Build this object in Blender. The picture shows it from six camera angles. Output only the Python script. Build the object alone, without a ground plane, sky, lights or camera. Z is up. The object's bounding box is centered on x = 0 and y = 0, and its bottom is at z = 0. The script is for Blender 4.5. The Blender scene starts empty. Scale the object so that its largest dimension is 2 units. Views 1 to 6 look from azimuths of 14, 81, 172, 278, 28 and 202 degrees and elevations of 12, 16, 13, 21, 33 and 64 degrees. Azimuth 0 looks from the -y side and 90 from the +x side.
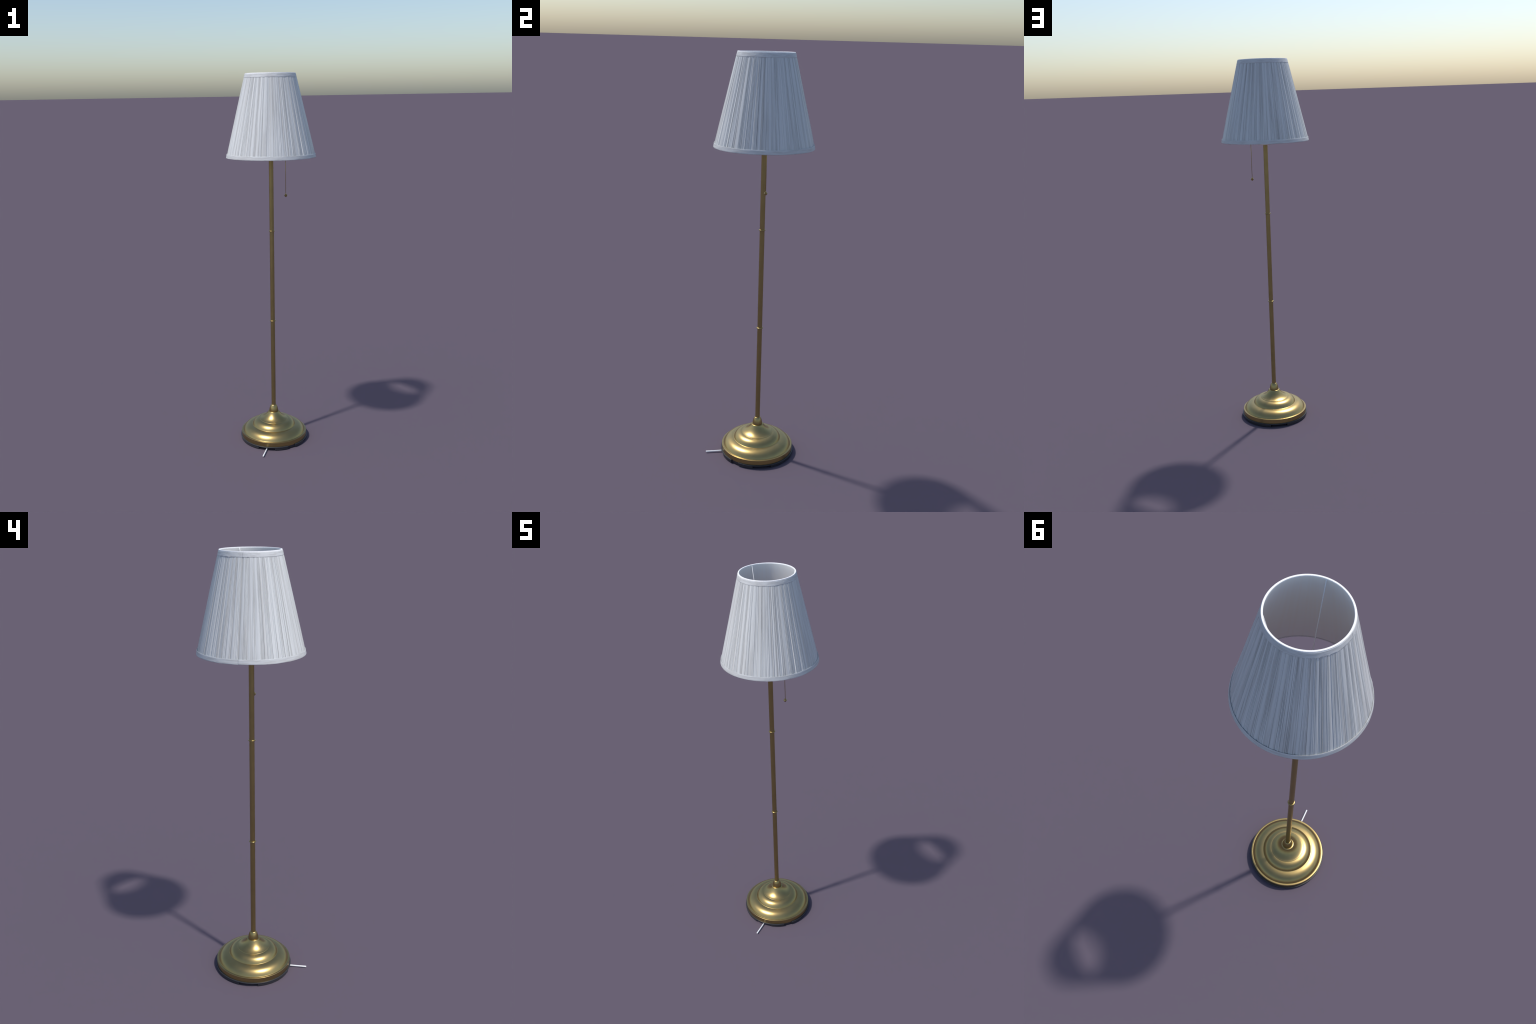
import bpy, math, random
from mathutils import Vector, noise

# ---------------------------------------------------------------- frame
AXIS_Y = 0.0148            # the lamp's axis stands a little behind the box centre (the cord sticks out in front)
TAU = math.tau
rng = random.Random(7)

scene = bpy.context.scene


# ---------------------------------------------------------------- helpers
def link(obj, parent=None, material=None):
    scene.collection.objects.link(obj)
    if parent is not None:
        obj.parent = parent
    if material is not None and obj.data is not None and not obj.data.materials:
        obj.data.materials.append(material)
    return obj


def mesh_object(name, verts, faces, parent, material, smooth_angle=35):
    me = bpy.data.meshes.new(name)
    me.from_pydata(verts, [], faces)
    me.validate()
    import bmesh
    bm = bmesh.new()
    bm.from_mesh(me)
    bmesh.ops.recalc_face_normals(bm, faces=bm.faces)
    bm.to_mesh(me)
    bm.free()
    me.polygons.foreach_set("use_smooth", [True] * len(me.polygons))
    if smooth_angle is not None:
        me.set_sharp_from_angle(angle=math.radians(smooth_angle))
    return link(bpy.data.objects.new(name, me), parent, material)


def lathe(name, profile, parent, material, segments=128, closed=False, smooth_angle=35, centre=(0.0, 0.0)):
    """Turn an (r, z) profile about the vertical axis; r = 0 ends become poles. closed joins last to first."""
    verts, faces, rows = [], [], []
    cx, cy = centre
    for r, z in profile:
        if r < 1e-6:
            rows.append([len(verts)] * segments)
            verts.append((cx, cy, z))
        else:
            rows.append(list(range(len(verts), len(verts) + segments)))
            verts += [(cx + r * math.cos(TAU * k / segments), cy + r * math.sin(TAU * k / segments), z) for k in range(segments)]
    pairs = list(zip(rows, rows[1:]))
    if closed:
        pairs.append((rows[-1], rows[0]))
    for a, b in pairs:
        for k in range(segments):
            m = (k + 1) % segments
            q = [a[k], a[m], b[m], b[k]]
            q = [v for n, v in enumerate(q) if v not in q[:n]]
            if len(q) >= 3:
                faces.append(q)
    return mesh_object(name, verts, faces, parent, material, smooth_angle)


def arc_block(name, profile, start, end, parent, material, steps=40, smooth_angle=35):
    """Sweep a closed (r, z) section through an arc from start to end (degrees) and cap both ends."""
    verts, faces = [], []
    n = len(profile)
    for s in range(steps + 1):
        a = math.radians(start + (end - start) * s / steps)
        verts += [(r * math.cos(a), r * math.sin(a), z) for r, z in profile]
    for s in range(steps):
        for k in range(n):
            m = (k + 1) % n
            faces.append([s * n + k, s * n + m, (s + 1) * n + m, (s + 1) * n + k])
    faces.append(list(range(n)))
    faces.append([steps * n + k for k in reversed(range(n))])
    return mesh_object(name, verts, faces, parent, material, smooth_angle)


def tube(name, points, radius, parent, material, sides=16):
    """Round rod through points, with slightly rounded caps."""
    pts = [Vector(p) for p in points]
    verts, faces, rings = [], [], []
    up = Vector((0.31, 0.17, 0.93)).normalized()

    def ring(c, axis, rad):
        side = axis.cross(up).normalized()
        other = axis.cross(side).normalized()
        rings.append(len(verts))
        for k in range(sides):
            a = TAU * k / sides
            verts.append(tuple(c + rad * (math.cos(a) * side + math.sin(a) * other)))

    for i, p in enumerate(pts):
        axis = (pts[min(i + 1, len(pts) - 1)] - pts[max(i - 1, 0)]).normalized()
        if i == 0:
            ring(p, axis, radius * 0.75)
            ring(p + axis * radius * 0.25, axis, radius)
        elif i == len(pts) - 1:
            ring(p - axis * radius * 0.25, axis, radius)
            ring(p, axis, radius * 0.75)
        else:
            ring(p, axis, radius)
    for a, b in zip(rings, rings[1:]):
        for k in range(sides):
            m = (k + 1) % sides
            faces.append([a + k, a + m, b + m, b + k])
    faces.append([rings[0] + k for k in reversed(range(sides))])
    faces.append([rings[-1] + k for k in range(sides)])
    return mesh_object(name, verts, faces, parent, material, 50)


def torus_profile(r, z, tube_r, tube_h, n=14):
    return [(r + tube_r * math.cos(TAU * k / n), z + tube_h * math.sin(TAU * k / n)) for k in range(n)]


def bezier(p0, p1, p2, p3, n):
    out = []
    for k in range(n + 1):
        t = k / n
        w = ((1 - t) ** 3, 3 * t * (1 - t) ** 2, 3 * t * t * (1 - t), t ** 3)
        out.append(tuple(sum(wi * p[c] for wi, p in zip(w, (p0, p1, p2, p3))) for c in (0, 1)))
    return out


# ---------------------------------------------------------------- materials
def new_material(name):
    mat = bpy.data.materials.new(name)
    mat.use_nodes = True
    nt = mat.node_tree
    return mat, nt, nt.nodes["Principled BSDF"]


def node(nt, kind, **inputs):
    n = nt.nodes.new(kind)
    for k, v in inputs.items():
        n.inputs[k].default_value = v
    return n


def ramp(nt, stops):
    n = nt.nodes.new("ShaderNodeValToRGB")
    e = n.color_ramp.elements
    while len(e) < len(stops):
        e.new(0.5)
    for el, (p, c) in zip(e, stops):
        el.position, el.color = p, (*c, 1)
    return n


def brass(name, colour, roughness):
    mat, nt, b = new_material(name)
    tc = nt.nodes.new("ShaderNodeTexCoord")
    cloud = node(nt, "ShaderNodeTexNoise", Scale=22.0, Detail=4.0)
    nt.links.new(tc.outputs["Object"], cloud.inputs["Vector"])
    lo = tuple(c * 0.96 for c in colour)
    hi = tuple(min(1, c * 1.04) for c in colour)
    col = ramp(nt, [(0.3, lo), (0.7, hi)])
    nt.links.new(cloud.outputs["Fac"], col.inputs["Fac"])
    nt.links.new(col.outputs["Color"], b.inputs["Base Color"])
    rough = node(nt, "ShaderNodeMapRange", **{"To Min": roughness - 0.015, "To Max": roughness + 0.015})
    nt.links.new(cloud.outputs["Fac"], rough.inputs["Value"])
    nt.links.new(rough.outputs["Result"], b.inputs["Roughness"])
    b.inputs["Metallic"].default_value = 1.0
    return mat


def plain(name, colour, roughness, specular=0.5, grain=0.06, scale=300.0):
    mat, nt, b = new_material(name)
    tc = nt.nodes.new("ShaderNodeTexCoord")
    nz = node(nt, "ShaderNodeTexNoise", Scale=scale, Detail=2.0)
    nt.links.new(tc.outputs["Object"], nz.inputs["Vector"])
    col = ramp(nt, [(0.3, tuple(c * (1 - grain) for c in colour)), (0.7, tuple(min(1, c * (1 + grain)) for c in colour))])
    nt.links.new(nz.outputs["Fac"], col.inputs["Fac"])
    nt.links.new(col.outputs["Color"], b.inputs["Base Color"])
    b.inputs["Roughness"].default_value = roughness
    b.inputs["Specular IOR Level"].default_value = specular
    return mat


def fabric(name, colour, roughness, specular, stripes, turn=19.0, fall=0.12):
    """White woven cloth. stripes: darker, slightly warmer grey streaks running down the shade (noise on the angle round the axis)."""
    mat, nt, b = new_material(name)
    tc = nt.nodes.new("ShaderNodeTexCoord")
    sep = nt.nodes.new("ShaderNodeSeparateXYZ")
    nt.links.new(tc.outputs["Object"], sep.inputs["Vector"])
    ang = nt.nodes.new("ShaderNodeMath")
    ang.operation = "ARCTAN2"
    nt.links.new(sep.outputs["Y"], ang.inputs[0])
    nt.links.new(sep.outputs["X"], ang.inputs[1])
    # unit vector round the axis, so the streaks close on themselves
    sn, cs = nt.nodes.new("ShaderNodeMath"), nt.nodes.new("ShaderNodeMath")
    sn.operation, cs.operation = "SINE", "COSINE"
    nt.links.new(ang.outputs[0], sn.inputs[0])
    nt.links.new(ang.outputs[0], cs.inputs[0])
    zz = node(nt, "ShaderNodeMath")
    zz.operation = "MULTIPLY"
    zz.inputs[1].default_value = fall
    nt.links.new(sep.outputs["Z"], zz.inputs[0])
    comb = nt.nodes.new("ShaderNodeCombineXYZ")
    nt.links.new(cs.outputs[0], comb.inputs["X"])
    nt.links.new(sn.outputs[0], comb.inputs["Y"])
    nt.links.new(zz.outputs[0], comb.inputs["Z"])
    streak = node(nt, "ShaderNodeTexNoise", Scale=turn, Detail=4.0, Roughness=0.62)
    nt.links.new(comb.outputs["Vector"], streak.inputs["Vector"])
    lo = tuple(c * (1 - stripes) for c in colour)
    lo = (lo[0], lo[1] * 0.985, lo[2] * 0.97)
    col = ramp(nt, [(0.42, lo), (0.54, colour)])
    nt.links.new(streak.outputs["Fac"], col.inputs["Fac"])
    nt.links.new(col.outputs["Color"], b.inputs["Base Color"])
    weave = node(nt, "ShaderNodeTexNoise", Scale=900.0, Detail=2.0)
    nt.links.new(tc.outputs["Object"], weave.inputs["Vector"])
    bump = node(nt, "ShaderNodeBump", Strength=0.08, Distance=0.0005)
    nt.links.new(weave.outputs["Fac"], bump.inputs["Height"])
    nt.links.new(bump.outputs["Normal"], b.inputs["Normal"])
    b.inputs["Roughness"].default_value = roughness
    b.inputs["Specular IOR Level"].default_value = specular
    return mat


BRASS = brass("brushed_brass", (0.415, 0.310, 0.128), 0.335)
BRASS_POLE = brass("brass_tube", (0.43, 0.335, 0.142), 0.35)
BLACK = plain("black_plastic", (0.030, 0.031, 0.036), 0.32)
WHITE_CORD = plain("white_cord", (0.80, 0.80, 0.79), 0.4)
WHITE_METAL = plain("white_enamel", (0.80, 0.80, 0.80), 0.4)
PLEATED = fabric("white_pleated_cloth", (0.645, 0.66, 0.66), 0.36, 0.5, 0.18)
TRIM = fabric("white_trim_tape", (0.60, 0.615, 0.62), 0.5, 0.45, 0.13, 3.0, 55.0)
LINING = fabric("white_lining", (0.82, 0.82, 0.80), 0.7, 0.2, 0.0)  # base colour lightened to lift the dim light inside the shade
RIM = plain("bright_white_rim", (0.92, 0.92, 0.92), 0.5)  # whitened beyond the cloth so the sunlit top edge burns out

# ---------------------------------------------------------------- the lamp
lamp = bpy.data.objects.new("floor_lamp", None)
lamp.location = (0, AXIS_Y, 0)
link(lamp)
lamp["label"] = "brass floor lamp with white pleated fabric shade"
lamp["category"] = "floor lamp"

# ---- base: turned brass shell with two rounded steps and a flared neck
shell = [(0.1800, 0.0150), (0.1810, 0.0184), (0.1810, 0.0190), (0.1810, 0.0404), (0.1810, 0.0411), (0.1806, 0.0417), (0.1799, 0.0420), (0.1792, 0.0421), (0.1742, 0.0425), (0.1735, 0.0425), (0.1730, 0.0423)]
shell += bezier((0.1728, 0.0424), (0.1640, 0.0625), (0.1495, 0.0745), (0.1212, 0.0763), 22)
shell += [(0.1198, 0.0765)]
shell += bezier((0.1192, 0.0771), (0.1130, 0.0912), (0.1015, 0.1040), (0.0800, 0.1057), 20)
shell += [(0.0787, 0.1058), (0.0784, 0.1060), (0.0782, 0.1072), (0.0778, 0.1075)]
shell += bezier((0.0770, 0.1076), (0.0605, 0.1125), (0.0430, 0.1265), (0.0318, 0.1478), 18)
shell += [(0.0313, 0.1490), (0.0304, 0.1503), (0.0292, 0.1511), (0.0270, 0.1513), (0.0240, 0.1513), (0.0, 0.1513)]
lathe("base", shell, lamp, BRASS, 160, smooth_angle=50)

# ---- collar: bell-shaped nut at the foot of the pole
collar = [(0.0, 0.1490), (0.0240, 0.1490), (0.0247, 0.1520), (0.0250, 0.1545)]
collar += bezier((0.0249, 0.1560), (0.0240, 0.1660), (0.0205, 0.1775), (0.0180, 0.1820), 10)
collar += bezier((0.0174, 0.1835), (0.0160, 0.1860), (0.0146, 0.1885), (0.0128, 0.1893), 6)
collar += [(0.0110, 0.1893), (0.0, 0.1893)]
lathe("collar", collar, lamp, BRASS, 64, smooth_angle=50)

# ---- pole: three screwed tubes with a thin bead at each joint
POLE_R = 0.0118
JOINTS = (0.6804, 1.1808)
ends = (0.186,) + JOINTS + (1.568,)
for n, (z0, z1) in enumerate(zip(ends, ends[1:])):
    part = lathe("pole", [(0.0, z0), (POLE_R, z0), (POLE_R, z1), (0.0, z1)], lamp, BRASS_POLE, 48)
for z in JOINTS:
    lathe("pole_ring", torus_profile(0.0124, z, 0.0040, 0.0032), lamp, BRASS, 48, closed=True)

# ---- black plastic foot ring under the base: a flange with one notch, standing on four pads
NOTCH, NOTCH_HALF = -45.0, 7.0
ring = [(0.150, 0.0120), (0.1853, 0.0120), (0.1862, 0.0128), (0.1862, 0.0158), (0.1853, 0.0170), (0.1795, 0.0174), (0.150, 0.0174)]
arc_block("foot_ring", ring, NOTCH + NOTCH_HALF, NOTCH + 360 - NOTCH_HALF, lamp, BLACK, 180)
lathe("foot_plate", [(0.0, 0.0095), (0.1700, 0.0095), (0.1710, 0.0100), (0.1710, 0.0180), (0.0, 0.0180)], lamp, BLACK, 128)
arc_block("foot_clip", [(0.168, 0.0012), (0.1782, 0.0012), (0.1786, 0.0018), (0.1786, 0.0170), (0.168, 0.0170)], NOTCH - 11, NOTCH + 11, lamp, BLACK, 16)
pad_section = [(0.166, 0.0), (0.1834, 0.0), (0.1843, 0.0008), (0.1846, 0.0121), (0.166, 0.0121)]
GAP = 14.5
for q in range(4):
    a0, a1 = 90 * q + GAP, 90 * q + 90 - GAP
    if q == 3:       # this pad is cut by the notch
        arc_block("foot_pad", pad_section, a0, 270 + 45 - NOTCH_HALF, lamp, BLACK, 20)
        arc_block("foot_pad", pad_section, 270 + 45 + NOTCH_HALF, a1, lamp, BLACK, 20)
    else:
        arc_block("foot_pad", pad_section, a0, a1, lamp, BLACK, 40)

# ---- power cord: cut short, leaves the foot through the front gap
CORD_R = 0.0036
tube("power_cord", [(0.0006, -0.2648, CORD_R), (0.0006, -0.23, CORD_R), (0.0006, -0.19, CORD_R + 0.0004), (0.0006, -0.15, CORD_R + 0.0008)], CORD_R, lamp, WHITE_CORD, 20)

# ---------------------------------------------------------------- shade
R_TOP, Z_TOP = 0.1300, 2.000
R_LOW, Z_LOW = 0.2294, 1.590


def cone_r(z):
    return R_TOP + (R_LOW - R_TOP) * (Z_TOP - z) / (Z_TOP - Z_LOW)


# irregular box pleats: broad, slightly tilted flat folds standing proud of recessed bundles of narrow ones
folds = []          # (width, crest depth at left, at right, edge drop at the start, ridge)
span = 0.0
while span < TAU:
    w = rng.uniform(0.052, 0.092)
    tilt = rng.choice((-1, 1)) * rng.uniform(0.0006, 0.0028)
    folds.append((w, min(0.0, tilt), min(0.0, -tilt), rng.uniform(0.0009, 0.0020), 0.0))
    span += w
    for _ in range(rng.choice((1, 2, 2, 3, 4))):
        w = rng.uniform(0.016, 0.030)
        d = rng.uniform(0.0003, 0.0014)
        ridge = rng.uniform(0.0005, 0.0014)
        if 5.64 < span < 5.86:      # ridges modelled taller here to draw the bright sunlit streaks
            ridge, w = 0.0022, max(w, 0.022)
        folds.append((w, -d, -d * rng.uniform(0.5, 1.2), rng.uniform(0.0008, 0.0017), ridge))
        span += w
scale = TAU / span
EDGE = 0.0045       # half-width in radians of the crease between two folds


def pleat_columns():
    """(angle, depth) samples round the shade; depth 0 = on the cone, negative = in a fold."""
    cols, a = [], 0.0
    for w, d0, d1, drop, narrow in folds:
        w *= scale
        low = min(d0, d1) - drop
        n = 6 if narrow else 9
        cols.append((a, low))
        for k in range(n):
            t = k / (n - 1)
            bulge = (narrow if narrow else 0.0005) * (1 - (2 * t - 1) ** 2)
            cols.append((a + EDGE * 0.8 + (w - 1.3 * EDGE) * t, d0 + (d1 - d0) * t + bulge))
        a += w
    return cols


COLUMNS = pleat_columns()
ROWS = 30


def pleated_cloth(parent):
    n = len(COLUMNS)
    verts, faces = [], []
    for j in range(ROWS + 1):
        t = j / ROWS
        z = Z_TOP - 0.006 + (Z_LOW - 0.006 - Z_TOP + 0.006) * t
        r = cone_r(z)
        for a, d in COLUMNS:
            c, s = math.cos(a), math.sin(a)
            sway = 0.006 * noise.noise(Vector((c * 3, s * 3, t * 1.7))) + 0.0022 * noise.noise(Vector((c * 14, s * 14, t * 3 + 5)))
            deep = d * (0.85 + 0.6 * noise.noise(Vector((c * 20, s * 20, t * 2.2 + 9))))
            swell = 0.0006 * noise.noise(Vector((c * 6, s * 6, t * 2 + 3)))
            tuck = 0.0010 * max(0.0, (t - 0.955) / 0.045) + 0.0008 * max(0.0, (0.055 - t) / 0.055)
            rr = r + deep * (0.75 + 0.25 * t) + swell + 0.0002 - tuck
            if t < 0.06:        # the top tape presses the folds down
                rr = min(rr, r + 0.0002)
            verts.append((rr * math.cos(a + sway), rr * math.sin(a + sway), z))
    for a, d in COLUMNS:       # back face of the cloth, plain
        r = cone_r(Z_LOW - 0.006) - 0.0050
        verts.append((r * math.cos(a), r * math.sin(a), Z_LOW - 0.006))
    for a, d in COLUMNS:
        r = cone_r(Z_TOP - 0.006) - 0.0050
        verts.append((r * math.cos(a), r * math.sin(a), Z_TOP - 0.006))
    rows = ROWS + 3
    for j in range(rows):
        j2 = (j + 1) % rows
        for k in range(n):
            m = (k + 1) % n
            faces.append([j * n + k, j * n + m, j2 * n + m, j2 * n + k])
    return mesh_object("pleated_shade", verts, faces, parent, PLEATED, 65)


cloth = pleated_cloth(lamp)

# lining: smooth inner skin
lathe("lining", [(0.1268, 1.9955), (cone_r(1.975) - 0.0051, 1.975), (cone_r(1.578) - 0.0051, 1.578), (cone_r(1.578) - 0.0057, 1.578), (cone_r(1.970) - 0.0060, 1.970), (cone_r(1.985) - 0.0070, 1.985), (0.1246, 1.9955)], cloth, LINING, 128, closed=True)


def tape(name, section, seam_deg, streak, parent):
    """Binding tape: closed (r, z) section swept round, softly wrinkled, with a lapped seam."""
    seg, n = 480, len(section)
    verts, faces = [], []
    seam = math.radians(seam_deg)
    angles = sorted([TAU * k / seg for k in range(seg)] + [seam - 0.0030, seam - 0.0012, seam, seam + 0.0012])
    seg = len(angles)
    for a in angles:
        slit = 0.0013 * max(0.0, 1 - abs(a - seam) / 0.0025)
        lap = ((a - seam) % TAU) / TAU          # 0 just past the seam .. 1 before it
        lift = 0.0007 * max(0.0, 1 - lap / 0.05) - slit
        for i, (r, z, loose) in enumerate(section):
            w = noise.noise(Vector((math.cos(a) * 4, math.sin(a) * 4, z * 150 + 0.6 * math.sin(a * streak))))
            w += 0.6 * noise.noise(Vector((math.cos(a) * 13, math.sin(a) * 13, z * 330 + math.sin(a * 3 * streak))))
            rr = r + loose * (0.0006 * w + lift)
            verts.append((rr * math.cos(a), rr * math.sin(a), z + (loose * 0.0003 * w if 2 <= i <= n - 4 else 0.0)))
    for k in range(seg):
        m = (k + 1) % seg
        for i in range(n):
            j = (i + 1) % n
            faces.append([k * n + i, m * n + i, m * n + j, k * n + j])
    return mesh_object(name, verts, faces, parent, TRIM, 50)


top_section = [(cone_r(1.9775) - 0.0040, 1.9775, 0.0), (cone_r(1.9775) + 0.0000, 1.9775, 0.3)]
top_section += [(cone_r(z) + 0.0006, z, 0.8) for z in (1.9782, 1.981, 1.985, 1.989, 1.993)]
top_section += [(cone_r(1.9962) + 0.0004, 1.9962, 0.2), (0.1268, 1.9962, 0.0), (0.1280, 1.990, 0.0)]
tape("shade_trim", top_section, 175.0, 7, cloth)
lathe("shade_rim", [(0.1245, 1.9950), (0.1300, 1.9950), (0.1304, 1.9975), (0.1301, 1.9996), (0.1294, 2.0002), (0.1252, 2.0002), (0.1244, 1.9996), (0.1242, 1.9975)], cloth, RIM, 128, closed=True)
low_section = [(0.2268, 1.5880, 0.0), (0.2298, 1.5905, 0.0), (0.2306, 1.5935, 0.4), (0.2312, 1.5936, 0.6)]
low_section += [(0.2319, 1.5922, 1.0), (0.2325, 1.589, 1.0), (0.2333, 1.584, 1.0), (0.2342, 1.579, 1.0), (0.2350, 1.5752, 0.5), (0.2347, 1.5737, 0.0), (0.2335, 1.5730, 0.0), (0.2262, 1.5730, 0.0), (0.2257, 1.5745, 0.0)]
tape("shade_trim", low_section, 175.0, 7, cloth)

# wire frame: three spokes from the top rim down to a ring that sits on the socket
RING_Z, RING_R = 1.5575, 0.0370
for deg in (-90, 30, 150):
    a = math.radians(deg)
    c, s = math.cos(a), math.sin(a)
    tube("spoke", [(0.1247 * c, 0.1247 * s, 1.9965), (0.5 * (0.1247 + RING_R) * c, 0.5 * (0.1247 + RING_R) * s, 0.5 * (1.9965 + RING_Z)), (RING_R * c, RING_R * s, RING_Z)], 0.0016, cloth, WHITE_METAL, 12)
lathe("frame_ring", torus_profile(RING_R, RING_Z, 0.0018, 0.0018, 10), cloth, WHITE_METAL, 48, closed=True)

# ---- socket on top of the pole, inside the shade
lathe("socket", [(0.0, 1.563), (0.0150, 1.563), (0.0240, 1.569), (0.0262, 1.576), (0.0262, 1.645), (0.0225, 1.652), (0.0225, 1.676), (0.0205, 1.678), (0.0185, 1.676), (0.0185, 1.620), (0.0, 1.620)], lamp, BRASS, 48)

# ---- pull cord with a faceted knob
KX, KZ = 0.0780, 1.3737
chain = tube("pull_cord", [(KX, 0, KZ + 0.006), (KX, 0, 1.50), (KX, 0, 1.630)], 0.0014, lamp, BRASS_POLE, 10)
tube("switch_arm", [(0.022, 0, 1.630), (0.05, 0, 1.630), (KX + 0.002, 0, 1.630)], 0.003, lamp, BRASS, 12)
lathe("pull_knob", [(0.0, KZ + 0.0105), (0.0020, KZ + 0.0105), (0.0024, KZ + 0.0075), (0.0078, KZ + 0.0015), (0.0087, KZ), (0.0082, KZ - 0.0016), (0.0036, KZ - 0.0080), (0.0030, KZ - 0.0088), (0.0, KZ - 0.0088)], chain, BRASS, 20, centre=(KX, 0.0), smooth_angle=30)
